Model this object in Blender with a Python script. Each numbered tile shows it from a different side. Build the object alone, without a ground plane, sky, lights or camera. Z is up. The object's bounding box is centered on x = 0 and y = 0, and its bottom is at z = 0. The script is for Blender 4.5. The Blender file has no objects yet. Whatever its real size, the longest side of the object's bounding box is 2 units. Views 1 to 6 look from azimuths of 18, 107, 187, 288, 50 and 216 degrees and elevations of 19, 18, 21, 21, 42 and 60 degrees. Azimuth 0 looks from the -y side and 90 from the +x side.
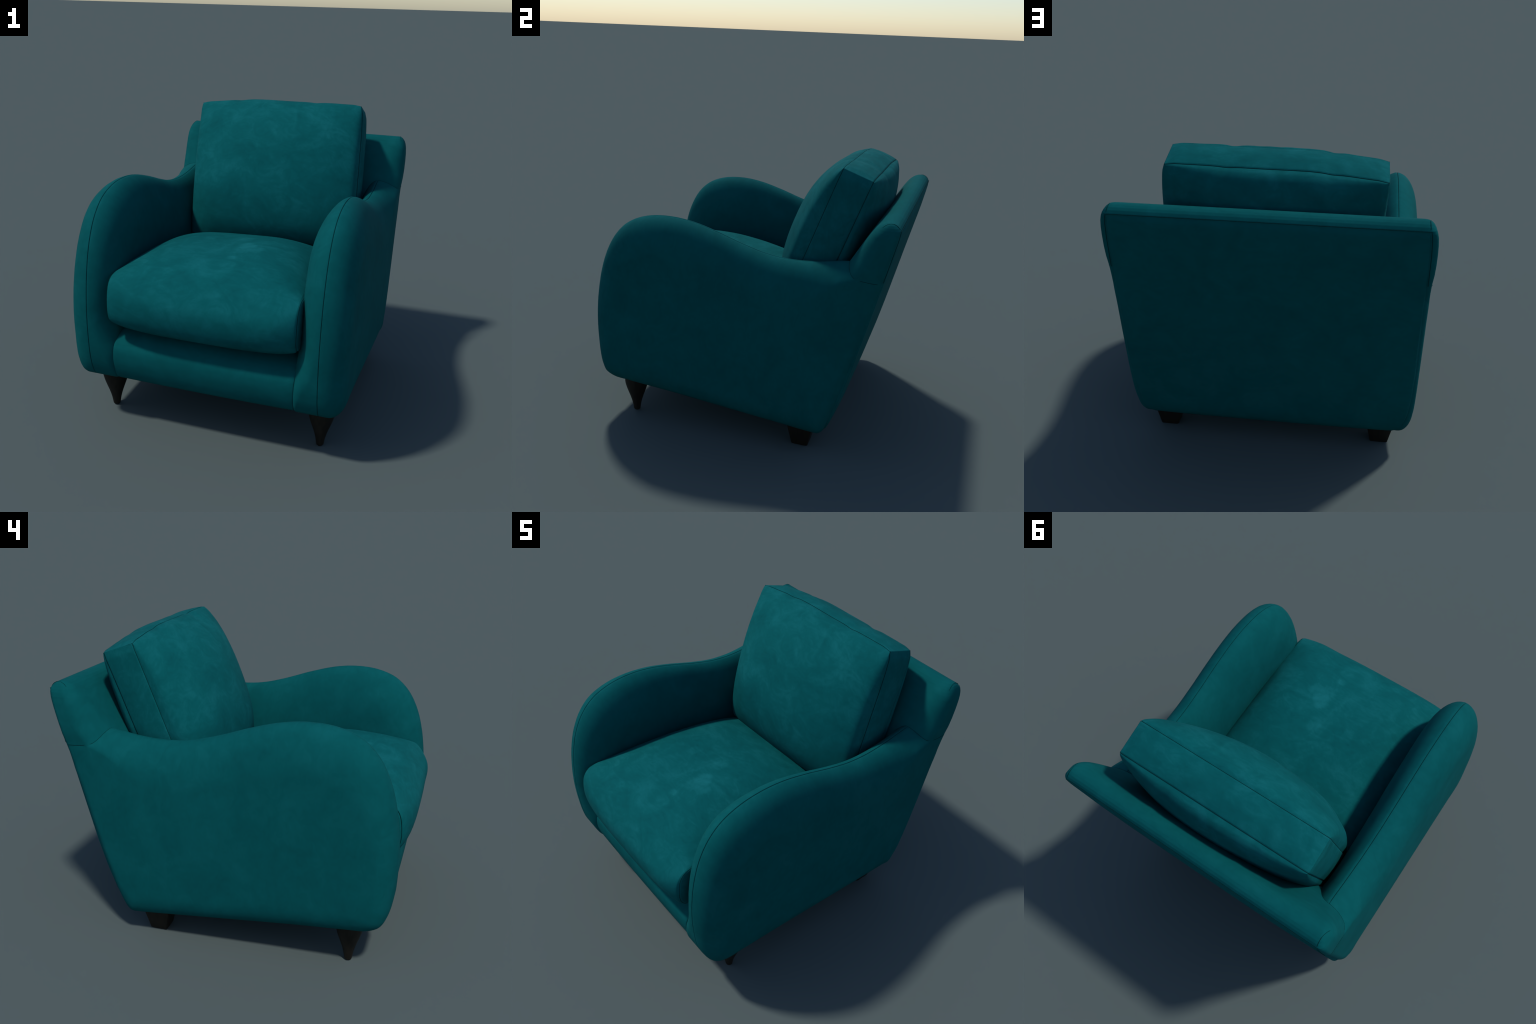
import bpy, bmesh, math
import numpy as np
from mathutils import Vector

# ------------------------------------------------------------------ helpers
def spline(points, n, closed=False, power=0.5):
    """Centripetal Catmull-Rom through control points (rows may hold any
    number of values, the first two are the position), n samples evenly
    spaced along the length."""
    P = np.array(points, float)
    m = len(P)
    if closed:
        Q = np.vstack([P[-1], P, P[0], P[1]])
        segs = m
    else:
        Q = np.vstack([2 * P[0] - P[1], P, 2 * P[-1] - P[-2]])
        segs = m - 1
    out = []
    for i in range(segs):
        p0, p1, p2, p3 = Q[i:i + 4]
        d = lambda a, b: max(np.linalg.norm(a[:2] - b[:2]), 1e-6) ** power
        t0 = 0.0; t1 = t0 + d(p0, p1); t2 = t1 + d(p1, p2); t3 = t2 + d(p2, p3)
        for t in np.linspace(t1, t2, 24, endpoint=False):
            a1 = (t1 - t) / (t1 - t0) * p0 + (t - t0) / (t1 - t0) * p1
            a2 = (t2 - t) / (t2 - t1) * p1 + (t - t1) / (t2 - t1) * p2
            a3 = (t3 - t) / (t3 - t2) * p2 + (t - t2) / (t3 - t2) * p3
            b1 = (t2 - t) / (t2 - t0) * a1 + (t - t0) / (t2 - t0) * a2
            b2 = (t3 - t) / (t3 - t1) * a2 + (t - t1) / (t3 - t1) * a3
            out.append((t2 - t) / (t2 - t1) * b1 + (t - t1) / (t2 - t1) * b2)
    out.append(P[0] if closed else P[-1])
    out = np.array(out)
    L = np.concatenate([[0], np.cumsum(np.linalg.norm(np.diff(out[:, :2], axis=0), axis=1))])
    s = np.linspace(0, L[-1], n, endpoint=not closed)
    return np.stack([np.interp(s, L, out[:, k]) for k in range(out.shape[1])], 1)


def spline3(points, n):
    P = np.array(points, float)
    L = np.concatenate([[0], np.cumsum(np.linalg.norm(np.diff(P, axis=0), axis=1))])
    s = np.linspace(0, L[-1], n)
    return np.stack([np.interp(s, L, P[:, k]) for k in range(3)], 1)


def interp_rows(table, x):
    """Smooth lookup: table rows (x, v0, v1 ...), ascending x."""
    T = np.array(table, float)
    return np.array([np.interp(x, T[:, 0], T[:, k]) for k in range(1, T.shape[1])])


def grid_faces(nu, nv, close_u=False, close_v=False, start=0):
    f = []
    for i in range(nu if close_u else nu - 1):
        for j in range(nv if close_v else nv - 1):
            a = i * nv + j
            b = ((i + 1) % nu) * nv + j
            c = ((i + 1) % nu) * nv + (j + 1) % nv
            d = i * nv + (j + 1) % nv
            f.append([start + q for q in (a, b, c, d)])
    return f


def new_object(name, verts, faces, mat, parent, sharp=math.radians(50), merge=1e-5):
    me = bpy.data.meshes.new(name)
    bm = bmesh.new()
    vs = [bm.verts.new(tuple(v)) for v in verts]
    for f in faces:
        try:
            bm.faces.new([vs[i] for i in f])
        except ValueError:
            pass
    if merge:
        bmesh.ops.remove_doubles(bm, verts=bm.verts, dist=merge)
    bmesh.ops.recalc_face_normals(bm, faces=bm.faces)
    for e in bm.edges:
        e.smooth = not (len(e.link_faces) == 2 and e.calc_face_angle(0) > sharp)
    for f in bm.faces:
        f.smooth = True
    bm.to_mesh(me)
    bm.free()
    ob = bpy.data.objects.new(name, me)
    bpy.context.scene.collection.objects.link(ob)
    if mat:
        me.materials.append(mat)
    ob.parent = parent
    return ob


def mirrored(ob, name, parent):
    """The same part on the other side of the chair (x -> -x)."""
    me = ob.data.copy()
    bm = bmesh.new(); bm.from_mesh(me)
    for v in bm.verts:
        v.co.x = -v.co.x
    bmesh.ops.reverse_faces(bm, faces=bm.faces)
    bm.to_mesh(me); bm.free()
    o = bpy.data.objects.new(name, me)
    bpy.context.scene.collection.objects.link(o)
    o.parent = parent
    return o


def tube(paths, name, mat, parent, r=0.0013, closed=False, sides=6):
    """Stitched seam: a thin cord lying in its groove."""
    V, F = [], []
    for pts in paths:
        pts = np.array(pts, float)
        n = len(pts)
        if closed:
            tan = np.roll(pts, -1, 0) - np.roll(pts, 1, 0)
        else:
            tan = np.gradient(pts, axis=0)
        tan /= np.linalg.norm(tan, axis=1)[:, None] + 1e-9
        ref = np.array([0.31, 0.27, 0.91])
        start = len(V)
        for p, t in zip(pts, tan):
            a = np.cross(t, ref); a /= np.linalg.norm(a) + 1e-9
            b = np.cross(t, a)
            for k in range(sides):
                th = 2 * math.pi * k / sides
                V.append(p + r * (math.cos(th) * a + math.sin(th) * b))
        F += grid_faces(n, sides, closed, True, start)
    return new_object(name, V, F, mat, parent, merge=0)


# ---------------------------------------------------------------- materials
def fabric(name, base, light, contrast, brush_amount, worn=()):
    """Brushed suede: cloudy tone, rubbed lighter patches, brush marks, nap."""
    m = bpy.data.materials.new(name)
    m.use_nodes = True
    nt = m.node_tree
    N, L = nt.nodes, nt.links
    bsdf = N["Principled BSDF"]
    tc = N.new("ShaderNodeTexCoord")

    def noise(scale, detail, rough, dist, stretch=None, rot=(0, 0, 0)):
        n = N.new("ShaderNodeTexNoise")
        n.inputs["Scale"].default_value = scale; n.inputs["Detail"].default_value = detail
        n.inputs["Roughness"].default_value = rough; n.inputs["Distortion"].default_value = dist
        if stretch:
            mp = N.new("ShaderNodeMapping")
            mp.inputs["Scale"].default_value = stretch; mp.inputs["Rotation"].default_value = rot
            L.new(tc.outputs["Object"], mp.inputs["Vector"]); L.new(mp.outputs["Vector"], n.inputs["Vector"])
        else:
            L.new(tc.outputs["Object"], n.inputs["Vector"])
        return n.outputs["Fac"]

    def math_node(op, a, b):
        n = N.new("ShaderNodeMath"); n.operation = op
        for k, v in enumerate((a, b)):
            if isinstance(v, (int, float)): n.inputs[k].default_value = v
            else: L.new(v, n.inputs[k])
        return n.outputs[0]

    cloud = noise(4.2, 5, 0.60, 0.9)
    marks = noise(7.5, 9, 0.72, 1.6, (1.0, 2.1, 1.4), (0.4, 0.3, 0.7))
    fine = noise(34, 5, 0.65, 0.4)
    v = math_node('MULTIPLY', math_node('SUBTRACT', cloud, 0.5), contrast)
    v = math_node('ADD', v, math_node('MULTIPLY', math_node('SUBTRACT', marks, 0.5), brush_amount))
    v = math_node('ADD', v, math_node('MULTIPLY', math_node('SUBTRACT', fine, 0.5), brush_amount * 0.22))
    for (px, py, pz, radius, gain) in worn:         # rubbed, paler spots
        wob = N.new("ShaderNodeTexNoise"); wob.inputs["Scale"].default_value = 6.0; wob.inputs["Detail"].default_value = 5
        L.new(tc.outputs["Object"], wob.inputs["Vector"])
        sc = N.new("ShaderNodeVectorMath"); sc.operation = 'MULTIPLY_ADD'
        L.new(wob.outputs["Color"], sc.inputs[0])
        k = radius * 2.6
        sc.inputs[1].default_value = (k, k, k)
        sc.inputs[2].default_value = (-k / 2 - px, -k / 2 - py, -k / 2 - pz)
        ad = N.new("ShaderNodeVectorMath"); ad.operation = 'ADD'
        L.new(tc.outputs["Object"], ad.inputs[0]); L.new(sc.outputs[0], ad.inputs[1])
        ln = N.new("ShaderNodeVectorMath"); ln.operation = 'LENGTH'
        L.new(ad.outputs[0], ln.inputs[0])
        mr = N.new("ShaderNodeMapRange"); mr.interpolation_type = 'SMOOTHSTEP'
        mr.inputs["From Min"].default_value = radius * 1.25; mr.inputs["From Max"].default_value = radius * 0.6
        mr.inputs["To Min"].default_value = 0.0; mr.inputs["To Max"].default_value = gain
        L.new(ln.outputs["Value"], mr.inputs["Value"])
        v = math_node('ADD', v, mr.outputs[0])
    v = math_node('ADD', v, 0.5)
    ramp = N.new("ShaderNodeValToRGB")
    el = ramp.color_ramp.elements
    el[0].position = 0.15; el[0].color = (base[0] * 0.6, base[1] * 0.72, base[2] * 0.74, 1)
    el[1].position = 0.85; el[1].color = (*light, 1)
    e = el.new(0.5); e.color = (*base, 1)
    L.new(v, ramp.inputs["Fac"])
    L.new(ramp.outputs["Color"], bsdf.inputs["Base Color"])
    nap = noise(75, 4, 0.6, 0.0)
    bump = N.new("ShaderNodeBump")
    bump.inputs["Strength"].default_value = 0.06; bump.inputs["Distance"].default_value = 0.004
    L.new(nap, bump.inputs["Height"])
    L.new(bump.outputs["Normal"], bsdf.inputs["Normal"])
    bsdf.inputs["Roughness"].default_value = 0.9
    bsdf.inputs["Specular IOR Level"].default_value = 0.05
    return m


def plain(name, col, rough, spec=0.3, grain=None):
    m = bpy.data.materials.new(name)
    m.use_nodes = True
    nt = m.node_tree
    b = nt.nodes["Principled BSDF"]
    b.inputs["Base Color"].default_value = (*col, 1)
    b.inputs["Roughness"].default_value = rough
    b.inputs["Specular IOR Level"].default_value = spec
    if grain:
        tc = nt.nodes.new("ShaderNodeTexCoord")
        mp = nt.nodes.new("ShaderNodeMapping"); mp.inputs["Scale"].default_value = (30, 30, 4)
        nz = nt.nodes.new("ShaderNodeTexNoise"); nz.inputs["Scale"].default_value = 2; nz.inputs["Detail"].default_value = 6
        rp = nt.nodes.new("ShaderNodeValToRGB")
        rp.color_ramp.elements[0].position = 0.35; rp.color_ramp.elements[0].color = (*col, 1)
        rp.color_ramp.elements[1].position = 0.7; rp.color_ramp.elements[1].color = (*grain, 1)
        nt.links.new(tc.outputs["Object"], mp.inputs["Vector"])
        nt.links.new(mp.outputs["Vector"], nz.inputs["Vector"])
        nt.links.new(nz.outputs["Fac"], rp.inputs["Fac"])
        nt.links.new(rp.outputs["Color"], b.inputs["Base Color"])
    return m


FABRIC = fabric("teal_suede", (0.0016, 0.083, 0.088), (0.0040, 0.106, 0.114), 0.60, 0.55)  # base darkened a little below the cushions: shade on sides and back tinted in
CUSHION = fabric("teal_suede_rubbed", (0.0020, 0.091, 0.097), (0.0065, 0.126, 0.139), 0.85, 0.75)
SEAT = fabric("teal_suede_worn", (0.0020, 0.091, 0.097), (0.0065, 0.126, 0.139), 0.85, 0.70,
              [(0.145, -0.480, 1.06, 0.085, 0.24), (-0.165, -0.33, 1.05, 0.045, 0.16), (0.08, -0.65, 1.05, 0.035, 0.15),
               (0.06, -0.29, 1.06, 0.050, 0.14)])
THREAD = plain("dark_thread", (0.0008, 0.030, 0.032), 0.9, 0.05)
WOOD = plain("dark_stained_wood", (0.0095, 0.0078, 0.0058), 0.55, 0.18, (0.018, 0.0142, 0.0100))
LINING = plain("dark_lining", (0.004, 0.02, 0.022), 0.95, 0.05)

# --------------------------------------------------------------- the object
chair = bpy.data.objects.new("armchair", None)
bpy.context.scene.collection.objects.link(chair)
chair["label"] = "teal suede club armchair with scrolled arms, loose cushions"
chair["category"] = "armchair"

# z, y of the rear edge, y of the rear sheet along the middle
BACK_LINE = [(0.10, 0.598, 0.598), (0.14, 0.617, 0.620), (0.20, 0.645, 0.657), (0.261, 0.666, 0.682), (0.32, 0.684, 0.699),
             (0.47, 0.730, 0.743), (0.60, 0.767, 0.777), (0.814, 0.822, 0.830), (1.0, 0.869, 0.876), (1.201, 0.919, 0.929),
             (1.36, 0.958, 0.970), (1.45, 0.980, 0.988), (1.508, 0.991, 0.994), (1.56, 1.003, 1.003)]
def back_y(z):
    """rear edge of the chair, leaning backwards, softly curved at the foot"""
    return interp_rows(BACK_LINE, z)[0]
def back_mid(z):
    return interp_rows(BACK_LINE, z)[1]
def floor_z(y):
    """underside, falling towards the back"""
    return 0.160 - 0.095 * (y - 0.30)

# ---- arms: a slab with this side outline (y, z) and a rounded rim.
# columns: y, z, rim width outside / inside, rim depth outside / inside
ARM_X, ARM_A = 0.6825, 0.1435
FULL = ARM_A
arm_outline = [
    (0.560, 0.142, 0.085, 0.05, 0.16, 0.16),
    (0.300, 0.166, 0.085, 0.05, 0.16, 0.16),
    (-0.05, 0.200, 0.085, 0.05, 0.16, 0.16),
    (-0.40, 0.234, 0.085, 0.05, 0.16, 0.16),
    (-0.70, 0.258, 0.085, 0.05, 0.16, 0.16),
    (-0.82, 0.270, 0.090, 0.03, 0.15, 0.03),
    (-0.885, 0.302, 0.100, 0.02, 0.14, 0.025),
    (-0.920, 0.365, 0.125, 0.03, 0.125, 0.03),
    (-0.940, 0.450, 0.140, 0.06, 0.125, 0.05),
    (-0.948, 0.530, FULL, 0.10, 0.125, 0.12),
    (-0.953, 0.620, FULL, 0.13, 0.125, 0.18),
    (-0.953, 0.730, FULL, FULL, 0.130, 0.20),
    (-0.943, 0.860, FULL, FULL, 0.14, 0.20),
    (-0.921, 1.000, FULL, FULL, 0.16, 0.21),
    (-0.880, 1.140, FULL, FULL, 0.19, 0.23),
    (-0.815, 1.260, FULL, FULL, 0.22, 0.25),
    (-0.725, 1.345, FULL, FULL, 0.24, 0.28),
    (-0.600, 1.394, FULL, FULL, 0.265, 0.31),
    (-0.450, 1.408, FULL, FULL, 0.285, 0.35),
    (-0.300, 1.392, FULL, FULL, 0.30, 0.38),
    (-0.130, 1.347, FULL, FULL, 0.30, 0.40),
    (0.040, 1.291, FULL, FULL, 0.295, 0.44),
    (0.200, 1.249, FULL, FULL, 0.285, 0.48),
    (0.360, 1.233, FULL, FULL, 0.275, 0.52),
    (0.520, 1.243, FULL, FULL, 0.245, 0.53),
    (0.640, 1.262, FULL, FULL, 0.19, 0.53),
    (0.740, 1.272, FULL, FULL, 0.12, 0.46),
    (0.820, 1.266, FULL, FULL, 0.085, 0.20),
    (0.892, 1.225, 0.080, 0.14, 0.05, 0.08),
    (0.894, 1.120, 0.040, 0.05, 0.05, 0.05),
    (0.847, 0.930, 0.040, 0.05, 0.05, 0.05),
    (0.780, 0.680, 0.040, 0.05, 0.05, 0.05),
    (0.708, 0.430, 0.042, 0.05, 0.05, 0.05),
    (0.653, 0.250, 0.055, 0.05, 0.07, 0.05),
    (0.622, 0.168, 0.075, 0.05, 0.11, 0.10),
    (0.594, 0.143, 0.085, 0.05, 0.14, 0.14),
]
def build_arm():
    O = spline(arm_outline, 300, closed=True)
    n = len(O)
    tan = np.roll(O[:, :2], -1, 0) - np.roll(O[:, :2], 1, 0)
    nrm = np.stack([tan[:, 1], -tan[:, 0]], 1)
    nrm /= np.linalg.norm(nrm, axis=1)[:, None]
    A, B = np.array([-0.42, 0.80]), np.array([0.40, 0.70])
    ab = B - A
    if np.mean(np.sum(nrm * (O[:, :2] - (A + B) / 2), 1)) < 0:
        nrm = -nrm
    rows, seam = [], []
    for i in range(n):
        P = O[i, :2]; rxo, rxi, D, Di = O[i, 2:6]
        t = min(max(np.dot(P - A, ab) / np.dot(ab, ab), 0), 1)
        Q = A + t * ab
        h = max(np.dot(P - Q, nrm[i]), 0.6 * np.linalg.norm(P - Q))
        prof = []                                   # (x, inset)
        for k in (0.06, 0.35, 0.62, 0.82, 0.94):    # outer panel, core to rim
            prof.append((ARM_X + ARM_A + 0.010 * (1 - k * k), h + (D - h) * k))
        for th in np.linspace(0, 90, 13):
            c, s = math.cos(math.radians(th)), math.sin(math.radians(th))
            prof.append((ARM_X + ARM_A - rxo + rxo * c, D * (1 - s)))
        flat_o, flat_i = ARM_A - rxo, ARM_A - rxi
        mid = []
        for x in (0.003, 0.0, -0.003):
            mid.append((ARM_X + x, 0.004 if x == 0 else 0.0))
        prof[-1] = (max(prof[-1][0], ARM_X + 0.010), 0.0)
        prof += mid
        first_in = True
        for th in np.linspace(90, 0, 13):
            c, s = math.cos(math.radians(th)), math.sin(math.radians(th))
            x = ARM_X - ARM_A + rxi - rxi * c
            if first_in:
                x = min(x, ARM_X - 0.010); first_in = False
            prof.append((x, Di * (1 - s)))
        for k in (0.94, 0.82, 0.62, 0.35, 0.06):
            prof.append((ARM_X - ARM_A, h + (Di - h) * k))
        row = []
        for x, d in prof:
            p = P + (Q - P) * (d / h)
            row.append((x, p[0], p[1]))
        rows.append(row)
        p = P + (Q - P) * (0.0026 / h)
        seam.append((ARM_X, p[0], p[1]))
    m = len(rows[0])
    V = [v for r in rows for v in r]
    F = grid_faces(n, m, True, False)
    for j in (0, m - 1):                            # close both panels
        F.append([i * m + j for i in range(n)])
    arm = new_object("arm", V, F, FABRIC, chair, merge=0)
    s = np.array(seam)
    keep = [i for i in range(n) if not (O[i, 0] > 0.69 or (O[i, 1] < 0.26 and O[i, 0] > -0.80))]
    # longest run
    runs, cur = [], [keep[0]]
    for a, b in zip(keep, keep[1:]):
        if b == a + 1: cur.append(b)
        else: runs.append(cur); cur = [b]
    runs.append(cur)
    run = max(runs, key=len)
    return arm, s[run]

arm, arm_seam = build_arm()
arm2 = mirrored(arm, "arm.001", chair)
s1 = tube([arm_seam], "seam", THREAD, arm, r=0.0013)
s2 = tube([arm_seam * [-1, 1, 1]], "seam.001", THREAD, arm2, r=0.0013)

# ---- backrest: leaning wedge, rounded front edges.  z, front y, rear inset, half width, front radius
back_levels = [
    (0.30, 0.36, 0.020, 0.74, 0.05), (0.60, 0.42, 0.016, 0.765, 0.06), (0.90, 0.52, 0.014, 0.775, 0.08),
    (1.02, 0.565, 0.012, 0.790, 0.09), (1.07, 0.588, 0.010, 0.8235, 0.10), (1.15, 0.628, 0.006, 0.8245, 0.12), (1.19, 0.652, 0.003, 0.8255, 0.13), (1.215, 0.668, 0.002, 0.8272, 0.135),
    (1.26, 0.695, 0.0, 0.8320, 0.135), (1.32, 0.730, 0.0, 0.8345, 0.130), (1.38, 0.764, 0.0, 0.8345, 0.115),
    (1.43, 0.794, 0.0, 0.8325, 0.098), (1.47, 0.820, 0.0, 0.8285, 0.082), (1.495, 0.838, 0.0, 0.8225, 0.072),
    (1.512, 0.852, 0.003, 0.8160, 0.064), (1.527, 0.867, 0.015, 0.8080, 0.055), (1.539, 0.884, 0.030, 0.7990, 0.045),
    (1.547, 0.903, 0.048, 0.7880, 0.030), (1.550, 0.920, 0.064, 0.7780, 0.018),
]
def build_backrest():
    T = np.array(back_levels)
    zs = np.unique(np.concatenate([np.linspace(0.30, 1.49, 60), T[:, 0], np.linspace(1.49, 1.550, 16)]))
    V, rows = [], 0
    for z in zs:
        yf, inset, w, rf = interp_rows(T, z)
        yb = back_y(z) - inset
        rf = min(rf, (yb - yf) * 0.62)
        rr = min(0.030, (yb - yf) * 0.3)
        ring = []
        for x in np.linspace(-(w - rr), w - rr, 41)[1:-1]:
            ring.append((x, yb))
        for th in np.linspace(0, 90, 9):
            a = math.radians(th)
            ring.append((w - rr + rr * math.sin(a), yb - rr + rr * math.cos(a)))
        rx = min(rf * 1.25, w * 0.5)
        for th in np.linspace(0, 90, 15):
            a = math.radians(th)
            ring.append((w - rx + rx * math.cos(a), yf + rf - rf * math.sin(a)))
        for x in np.linspace(w - rx, -(w - rx), 41)[1:-1]:
            ring.append((x, yf))
        for th in np.linspace(90, 0, 15):
            a = math.radians(th)
            ring.append((-(w - rx) - rx * math.cos(a), yf + rf - rf * math.sin(a)))
        for th in np.linspace(90, 0, 9):
            a = math.radians(th)
            ring.append((-(w - rr) - rr * math.sin(a), yb - rr + rr * math.cos(a)))
        V += [(x, y, z) for x, y in ring]
        m = len(ring); rows += 1
    F = grid_faces(rows, m, False, True)
    F.append(list(range(m)))
    F.append([(rows - 1) * m + k for k in range(m)])
    return new_object("backrest", V, F, FABRIC, chair, sharp=math.radians(60), merge=0)
backrest = build_backrest()

# ---- back panel: the flat rear sheet with its own sewn edge
PANEL_HALF = [(0.12, 0.60), (0.145, 0.710), (0.18, 0.750), (0.23, 0.773), (0.30, 0.789), (0.42, 0.800), (0.60, 0.804),
              (1.20, 0.803), (1.38, 0.801), (1.46, 0.797), (1.515, 0.789)]
def build_back_panel():
    line = [(0.40, 0.156), (0.52, 0.144), (0.575, 0.140), (0.607, 0.147), (0.630, 0.170)]
    for z in np.linspace(0.22, 1.508, 24):
        line.append((back_y(z) + 0.0035, z))
    C = spline(line, 90)
    u = np.concatenate([[-1, -0.9985, -0.995, -0.985], np.linspace(-0.96, 0.96, 45), [0.985, 0.995, 0.9985, 1]])
    tan = np.gradient(C, axis=0); tan /= np.linalg.norm(tan, axis=1)[:, None]
    V = []
    n = len(C)
    for i, (y, z) in enumerate(C):
        half = interp_rows(PANEL_HALF, z)[0] if y > 0.60 else interp_rows(PANEL_HALF, 0.145)[0]
        ny, nz = tan[i, 1], -tan[i, 0]              # outwards (rear / down)
        s = i / (n - 1)
        top = max(0.0, (s - 0.985) / 0.015)
        for a in u:
            e = abs(a)
            puff = (back_mid(z) - back_y(z)) * (1 - e ** 4) if y > 0.58 else 0.0
            tuck = -0.034 * max(0, (e - 0.985) / 0.015) ** 3 - 0.010 * top ** 2
            V.append((a * half, y + ny * (puff + tuck), z + nz * (puff + tuck)))
    m = len(u)
    F = grid_faces(n, m)
    # turned-in hem along the top
    base = len(V)
    for k in range(m):
        x, y, z = V[(n - 1) * m + k]
        V.append((x, y - 0.03, z - 0.002))
    for k in range(m - 1):
        F.append([(n - 1) * m + k, (n - 1) * m + k + 1, base + k + 1, base + k])
    ob = new_object("back_panel", V, F, FABRIC, chair, merge=0)
    edge = []
    for z in np.linspace(1.205, 1.500, 30):
        edge.append((interp_rows(PANEL_HALF, z)[0] + 0.001, back_y(z) + 0.0012, z))
    corner = edge[-1]
    topline = [(x, back_y(1.51) + 0.001, 1.5105) for x in np.linspace(corner[0], -corner[0], 60)]
    full = edge + topline + [(-x, y, z) for x, y, z in edge[::-1]]
    tube([full], "seam.002", THREAD, ob, r=0.0015)
    return ob
panel = build_back_panel()

# seams of the backrest: over each top corner, and where the arms run into it
def back_front(x, z):
    """front face of the backrest at (x, z)"""
    yf, inset, w, rf = interp_rows(back_levels, z)
    rf = min(rf, (back_y(z) - inset - yf) * 0.62)
    rx = min(rf * 1.25, w * 0.5)
    u = (abs(x) - (w - rx)) / rx
    if u <= 0: return yf
    if u >= 1: return None
    return yf + rf - rf * math.sqrt(1 - u * u)
def back_top(x, y):
    for z in np.arange(1.5497, 1.40, -0.0005):
        yf = back_front(x, z)
        if yf is not None and yf < y < back_y(z) - interp_rows(back_levels, z)[1]:
            return z
    return 1.40
def corner_seam():
    pts = []
    for t in np.linspace(0, 1, 24):
        y = 0.984 - 0.096 * t
        x = 0.786 + 0.010 * t - 0.006 * math.sin(math.pi * t)
        pts.append((x, y, back_top(x, y)))
    return pts
def join_seam():
    me = arm.data
    n = 300
    m = len(me.vertices) // n
    co = np.array([v.co for v in me.vertices]).reshape(n, m, 3)
    pts = []
    for j in range(5, m - 6):
        col = co[:, j]
        idx = [i for i in range(n) if col[i, 1] > 0.45 and col[i, 2] > 1.0]
        idx.sort(key=lambda i: col[i, 1])
        prev = None
        for i in idx:
            x, y, z = col[i]
            f = back_front(x, z)
            g = None if f is None else y - f
            if g is not None and g > 0:
                if prev is not None and z > 1.02:
                    (p0, g0) = prev
                    t = g0 / (g0 - g) if g0 != g else 0
                    pts.append(p0 + (col[i] - p0) * t)
                break
            if g is not None: prev = (col[i].copy(), g)
    pts = [p for p in pts if p[0] < 0.815]
    pts.sort(key=lambda p: -p[0])
    first = pts[0]
    lead = []
    for t in np.linspace(0, 1, 14)[:-1]:           # along the side, rear edge to the rim
        y = 0.893 + (first[1] - 0.893) * t
        z = 1.200 + (first[2] - 1.200) * t ** 2
        yf, inset, w, rf = interp_rows(back_levels, z)
        x = max(ARM_X + ARM_A + 0.0004, w + 0.0002) if t < 0.7 else None
        if x is not None: lead.append(np.array([x, y, z]))
    return lead, pts

# ---- front rail between the arms
def build_rail():
    line = [(-0.60, 0.262), (-0.76, 0.272), (-0.838, 0.282), (-0.880, 0.304), (-0.903, 0.345), (-0.917, 0.400), (-0.921, 0.450),
            (-0.913, 0.500), (-0.887, 0.536), (-0.846, 0.565), (-0.780, 0.588), (-0.68, 0.600), (-0.50, 0.606)]
    C = spline(line, 70)
    tan = np.gradient(C, axis=0); tan /= np.linalg.norm(tan, axis=1)[:, None]
    W = 0.545
    u = [-W, -W + 0.004, -W + 0.010, -W + 0.02] + list(np.linspace(-W + 0.05, W - 0.05, 31)) + [W - 0.02, W - 0.010, W - 0.004, W]
    V = []
    for i, (y, z) in enumerate(C):
        ny, nz = -tan[i, 1], tan[i, 0]
        if ny > 0 and -0.95 < y < -0.85 and z < 0.52: ny, nz = -ny, -nz
        for x in u:
            e = max(0, (abs(x) - (W - 0.02)) / 0.02)
            puff = -0.003 * e ** 3 + 0.004 * (1 - (x / W) ** 2)
            V.append((x, y + ny * puff, z + nz * puff))
    F = grid_faces(len(C), len(u))
    ob = new_object("front_rail", V, F, FABRIC, chair, merge=0)
    seam = [(W - 0.003, y + 0.003, z + (0.0 if z < 0.5 else -0.003)) for y, z in C[22:58]]
    tube([seam, [(-x, y, z) for x, y, z in seam]], "seam.003", THREAD, ob, r=0.0013)
    return ob
rail = build_rail()

# ---- seat cushion: wrap-around sheet between two side panels
SIDE = [(0.30, 0.625), (-0.10, 0.645), (-0.55, 0.660), (-0.86, 0.670), (-0.922, 0.686), (-0.946, 0.735), (-0.948, 0.815), (-0.934, 0.892),
        (-0.902, 0.936), (-0.845, 0.950), (-0.72, 0.942), (-0.52, 0.921), (-0.30, 0.890), (-0.07, 0.857), (0.12, 0.822), (0.25, 0.785), (0.36, 0.735), (0.38, 0.670)]
MIDDLE = [(0.30, 0.580), (-0.10, 0.590), (-0.55, 0.605), (-0.85, 0.622), (-0.938, 0.645), (-0.980, 0.694), (-0.999, 0.765), (-0.996, 0.838),
          (-0.962, 0.902), (-0.885, 0.985), (-0.76, 1.036), (-0.60, 1.060), (-0.38, 1.060), (-0.15, 1.026), (0.06, 0.967), (0.22, 0.905), (0.40, 0.820), (0.44, 0.690)]
SEAT_W = 0.552
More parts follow.
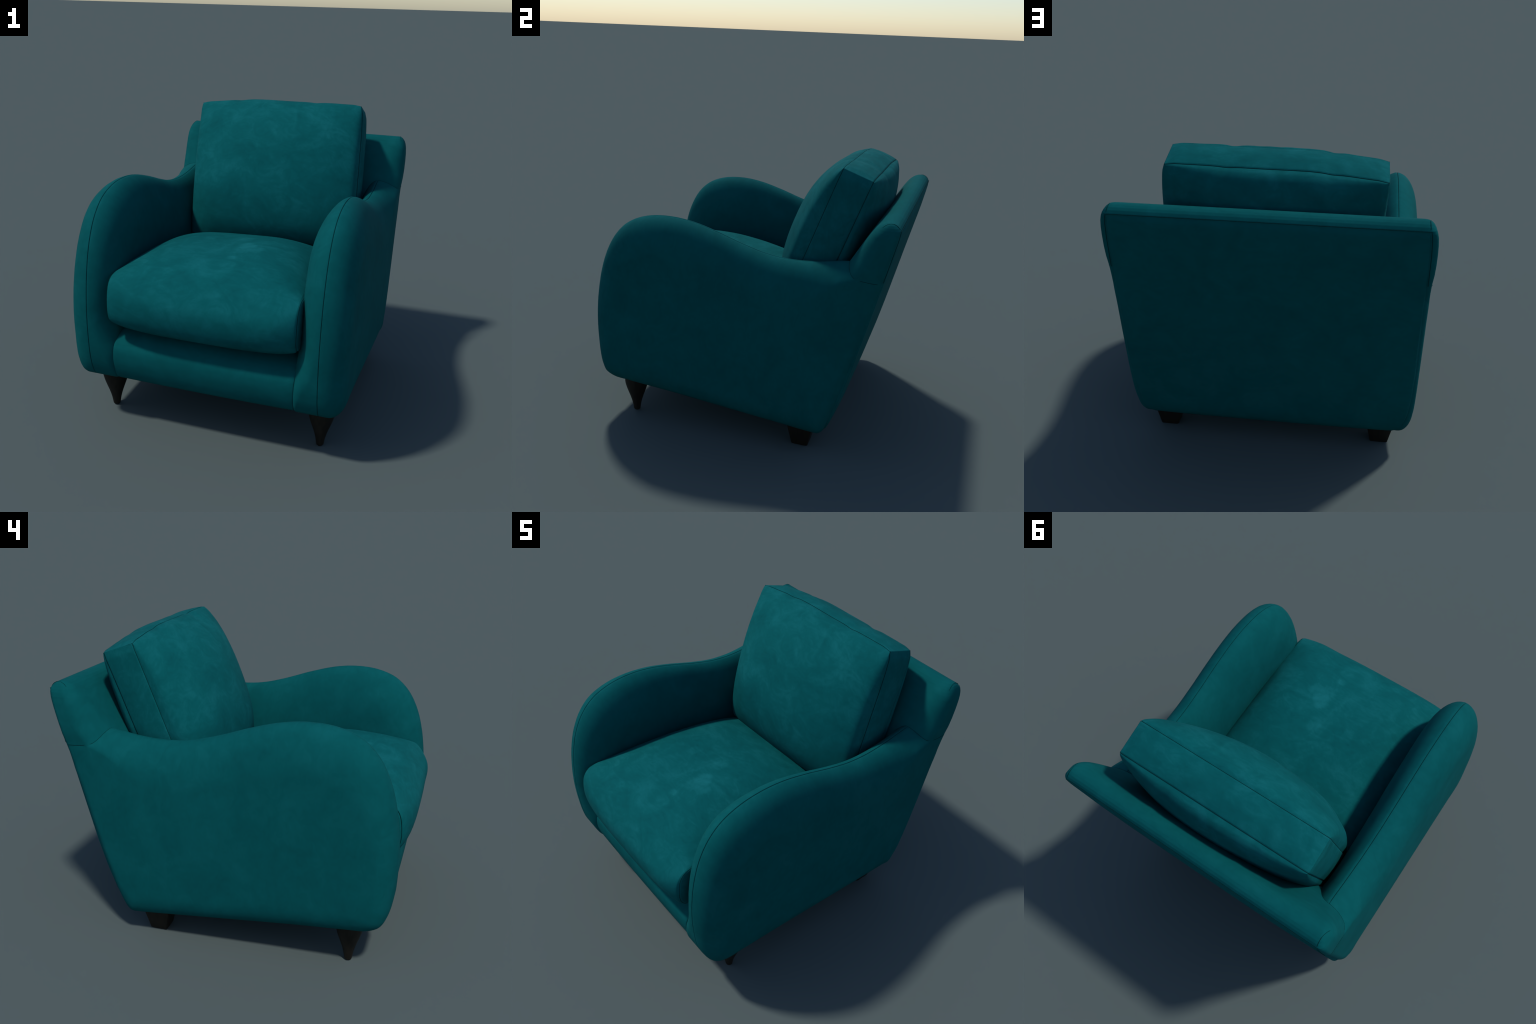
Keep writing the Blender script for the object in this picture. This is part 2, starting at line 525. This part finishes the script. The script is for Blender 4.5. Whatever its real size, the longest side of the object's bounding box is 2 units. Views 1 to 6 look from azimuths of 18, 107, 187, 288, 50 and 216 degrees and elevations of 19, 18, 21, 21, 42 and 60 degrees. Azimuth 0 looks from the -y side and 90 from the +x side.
def build_seat():
    n = 220
    # same parameter on both outlines, so that corners correspond
    S0, M0 = np.array(SIDE), np.array(MIDDLE)
    both = spline(np.hstack([M0, S0]), n, closed=True)
    M, S = both[:, :2], both[:, 2:]
    cs = S.mean(0)
    xs = []
    half = [0.0] + list(np.sin(np.linspace(0, math.pi / 2, 34))[1:-1] * 0.985) + [0.992]
    half = np.array(half) * SEAT_W
    xs = list(-half[::-1][:-1]) + list(half)
    rows = []
    def section(x):
        t = min(abs(x) / SEAT_W, 1)
        w = (1 - t ** 3.2) ** 0.6 if t < 1 else 0
        return S + (M - S) * w
    for x in xs:
        rows.append([(x, y, z) for y, z in section(x)])
    def toward(C, d):
        v = cs - C
        return C + v / np.linalg.norm(v, axis=1)[:, None] * d
    E = section(SEAT_W)
    right = [[(SEAT_W - 0.0005, y, z) for y, z in toward(E, 0.0065)],
             [(SEAT_W + 0.0035, y, z) for y, z in toward(E, 0.0075)],
             [(SEAT_W + 0.0060, y, z) for y, z in toward(E, 0.014)],
             [(SEAT_W + 0.0100, y, z) for y, z in toward(E, 0.05)],
             [(SEAT_W + 0.0120, y, z) for y, z in toward(E, 0.09)]]
    left = [[(-x, y, z) for x, y, z in r] for r in right][::-1]
    rows = left + rows + right
    V = [v for r in rows for v in r]
    F = grid_faces(len(rows), n, False, True)
    F.append(list(range(n)))
    F.append([(len(rows) - 1) * n + k for k in range(n)])
    V = np.array(V)
    # settled lumps in the filling
    lump = 0.006 * np.sin(V[:, 0] * 7.3 + 1.1) * np.sin(V[:, 1] * 5.1 + 0.4) * np.clip((V[:, 2] - 0.80) * 4, 0, 1)
    lump *= np.clip(1 - (np.abs(V[:, 0]) / SEAT_W) ** 4, 0, 1)
    V[:, 2] += lump
    V[:, 1] -= 0.014 * np.exp(-((V[:, 0] - 0.43) / 0.10) ** 2 - ((V[:, 2] - 0.83) / 0.10) ** 2) * np.clip((-0.85 - V[:, 1]) * 12, 0, 1)
    # the crown sits a little off to one side
    V[:, 2] += 0.022 * np.exp(-((V[:, 0] - 0.24) / 0.24) ** 2 - ((V[:, 1] + 0.35) / 0.42) ** 2) * np.clip((V[:, 2] - 0.82) * 6, 0, 1) * np.clip((1 - np.abs(V[:, 0]) / SEAT_W) * 8, 0, 1)
    ob = new_object("seat_cushion", V, F, SEAT, chair, sharp=math.radians(75), merge=0)
    sE = toward(E, 0.003)
    loop = [(SEAT_W + 0.0012, y, z) for y, z in sE]
    tube([loop, [(-x, y, z) for x, y, z in loop]], "seam.004", THREAD, ob, r=0.0013, closed=True)
    return ob
seat = build_seat()

# ---- back cushion: boxed cushion leaning on the backrest
TILT = math.radians(19.5); ROLL = math.radians(2.5)
BC = np.array([0.000, 0.520, 1.278]); BW, BH, BT = 0.572, 0.482, 0.096
up0 = np.array([0, math.sin(TILT), math.cos(TILT)])
front = np.array([0, -math.cos(TILT), math.sin(TILT)])
ax = math.cos(ROLL) * np.array([1.0, 0, 0]) + math.sin(ROLL) * up0
up = math.cos(ROLL) * up0 - math.sin(ROLL) * np.array([1.0, 0, 0])
TUCKS = (0.245, -0.285)
def edge_height(x):
    """wavy top edge: three lobes between two tucks"""
    v = 0.006 + 0.012 * (1 - (x / BW) ** 2) + 0.012 * math.exp(-((x + 0.20) / 0.22) ** 2)
    for t in TUCKS:
        v -= 0.005 * math.exp(-((x - t) / 0.040) ** 2)
    return v
def place(x, h, d):
    return BC + ax * x + up * h + front * d
def frame(a, b):
    """point of the boxed frame for a, b in [-1, 1]: sides bow out a little"""
    x = a * BW * (1 + (0.024 if a > 0 else -0.010) * (1 - b ** 6))
    x += 0.004 * (1 - b) / 2                        # hangs slightly askew
    h = b * BH + (edge_height(x) * max(b, 0) ** 3)
    c = max(0, abs(a) - 0.90) * max(0, abs(b) - 0.90) * 100     # blunt corners
    x -= math.copysign(0.006 * c, a); h -= math.copysign(0.007 * c, b)
    return x, h
def build_back_cushion():
    q = np.linspace(-math.pi / 2, math.pi / 2, 61)
    g = np.sin(q) * 0.982
    g = np.concatenate([[-1, -0.992], g, [0.992, 1]])
    n = len(g)
    V, F = [], []
    def swell(a, b, amount):
        fa = max(0, 1 - abs(a) ** 1.9) ** (0.42 if amount > 0.18 else 0.48)
        fb = max(0, 1 - abs(b) ** 2.4) ** ((0.68 if b > 0 else 0.50) if amount > 0.18 else (0.46 if b > 0 else 0.60))
        return amount * fa * fb
    def face(sign, amount, roll_out):
        start = len(V)
        for a in g:
            for b in g:
                x, h = frame(a, b)
                d = swell(a, b, amount)
                # the filling rolls over the seam a little
                ro = roll_out * max(0, 1 - b * b) ** 0.5 * math.exp(-((abs(a) - 0.93) / 0.06) ** 2) * (1 if abs(a) < 0.999 else 0)
                x += math.copysign(ro, a)
                ro = 0.4 * roll_out * max(0, 1 - a * a) ** 0.5 * math.exp(-((abs(b) - 0.94) / 0.05) ** 2) * (1 if abs(b) < 0.999 else 0)
                h += math.copysign(ro, b)
                # creases running down from the tucks
                if b > 0:
                    for t in TUCKS:
                        d -= 0.008 * math.exp(-((x - t) / 0.030) ** 2) * math.exp(-((1 - b) / 0.10) ** 2) * (1 if b < 0.995 else 0.2)
                if sign > 0:
                    d += 0.024 * math.exp(-((a + 0.62) / 0.34) ** 2 - ((b + 0.25) / 0.45) ** 2) * (1 - a ** 8)
                d += 0.004 * math.sin(6.5 * x + 4.3 * h + sign) * (1 - a ** 4) * (1 - b ** 4)
                if sign > 0 and b > 0:                      # gathered wrinkles under the top seam
                    wr = math.sin(46 * x + 9 * h + 2.2 * math.sin(7 * x)) * (0.55 + 0.45 * math.sin(13 * x + 1.3))
                    d += 0.0022 * wr * math.exp(-((1 - b) / 0.28) ** 2) * (1 - abs(a) ** 6)
                if abs(a) > 0.999 or abs(b) > 0.999:       # seam groove
                    k = 1 - 0.0045 / BW
                    x *= k; h *= k; d = -0.002
                V.append(place(x, h, sign * (BT + d)))
        F.extend(grid_faces(n, n, start=start))
    face(+1, 0.215, 0.016)
    face(-1, 0.160, 0.012)
    # boxing strips: front seam -> rear seam
    ts = [-1, -0.955, -0.9, -0.5, 0, 0.5, 0.9, 0.955, 1]
    def strip(path, out):
        start = len(V)
        for (a, b) in path:
            for t in ts:
                x, h = frame(a, b)
                if abs(t) == 1:
                    k = 1 - 0.0045 / BW
                    x *= k; h *= k
                bow = (0.018 if out[1] > 0 else 0.010) * (1 - t * t) * max(0, 1 - abs(a if out[0] == 0 else b) ** 6)
                x += out[0] * bow; h += out[1] * bow
                V.append(place(x, h, t * BT))
        F.extend(grid_faces(len(path), len(ts), start=start))
    strip([(a, 1) for a in g], (0, 1)); strip([(a, -1) for a in g], (0, -1))
    strip([(1, b) for b in g], (1, 0)); strip([(-1, b) for b in g], (-1, 0))
    ob = new_object("back_cushion", V, F, CUSHION, chair, sharp=math.radians(62), merge=2e-4)
    loops = []
    per = [(a, 1) for a in g[:-1]] + [(1, b) for b in g[::-1][:-1]] + [(a, -1) for a in g[::-1][:-1]] + [(-1, b) for b in g[:-1]]
    for sign in (1, -1):
        pts = []
        for a, b in per:
            x, h = frame(a, b)
            k = 1 - 0.0028 / BW
            pts.append(place(x * k, h * k, sign * BT))
        loops.append(pts)
    tube(loops, "seam.005", THREAD, ob, r=0.0013, closed=True)
    # short cross seams at the upper corners of the boxing
    cs = []
    for s in (1, -1):
        x, h = frame(s, 1)
        cs.append([place(x - s * 0.001, h - 0.001, t * BT) for t in np.linspace(-1, 1, 12)])
    tube(cs, "seam.006", THREAD, ob, r=0.0013)
    return ob
back_cushion = build_back_cushion()
_c = corner_seam()
_lead, _join = join_seam()
_j = spline3([*_lead, *_join], 80)
flip = lambda P: [(-p[0], p[1], p[2]) for p in P]
tube([_c, flip(_c), _j, flip(_j)], "seam.007", THREAD, backrest, r=0.0014)

# ---- hidden seat deck and lining under the seat
def block(name, xs, prof, mat):
    V = [(x, y, z) for x in xs for y, z in prof]
    n = len(prof)
    F = grid_faces(len(xs), n, False, True) + [list(range(n)), [(len(xs) - 1) * n + k for k in range(n)]]
    return new_object(name, V, F, mat, chair)
block("seat_deck", np.linspace(-0.55, 0.55, 3), [(-0.80, 0.40), (-0.80, 0.575), (-0.60, 0.60), (0.50, 0.58), (0.50, 0.40)], FABRIC)
block("underside", np.linspace(-0.60, 0.60, 3), [(-0.80, floor_z(-0.80) + 0.012), (0.56, floor_z(0.56) + 0.012), (0.56, floor_z(0.56) + 0.05), (-0.80, floor_z(-0.80) + 0.05)], LINING)

# ---- legs
def front_leg():
    prof = spline([(0.0, 0.0), (0.012, 0.0), (0.0195, 0.003), (0.0225, 0.012), (0.0255, 0.03), (0.0295, 0.052), (0.036, 0.078), (0.046, 0.110), (0.059, 0.147), (0.071, 0.185), (0.078, 0.220), (0.080, 0.275)], 50)
    k = 32
    V = [(max(r, 1e-4) * math.cos(2 * math.pi * j / k), max(r, 1e-4) * math.sin(2 * math.pi * j / k), z) for r, z in prof for j in range(k)]
    F = grid_faces(len(prof), k, False, True) + [list(range(k)), [(len(prof) - 1) * k + j for j in range(k)]]
    ob = new_object("leg", V, F, WOOD, chair, merge=0)
    return ob
def back_leg():
    me_levels = [(0.0, 0.049), (0.004, 0.053), (0.10, 0.0725), (0.19, 0.091)]
    V = []
    r = 0.007
    for z, h in me_levels:
        for sx, sy, a0 in ((1, 1, 0), (-1, 1, 90), (-1, -1, 180), (1, -1, 270)):
            for t in (0, 30, 60, 90):
                a = math.radians(a0 + t)
                V.append((sx * (h - r) + r * math.cos(a), sy * (h - r) + r * math.sin(a), z))
    F = grid_faces(4, 16, False, True) + [list(range(16)), [48 + j for j in range(16)]]
    return new_object("leg.002", V, F, WOOD, chair, sharp=math.radians(40), merge=0)
fl = front_leg(); fl.location = (0.667, -0.704, 0)
fr = fl.copy(); fr.name = "leg.001"; bpy.context.scene.collection.objects.link(fr); fr.location = (-0.652, -0.704, 0)
bl = back_leg(); bl.location = (0.648, 0.467, 0)
br = bl.copy(); br.name = "leg.003"; bpy.context.scene.collection.objects.link(br); br.location = (-0.643, 0.467, 0)
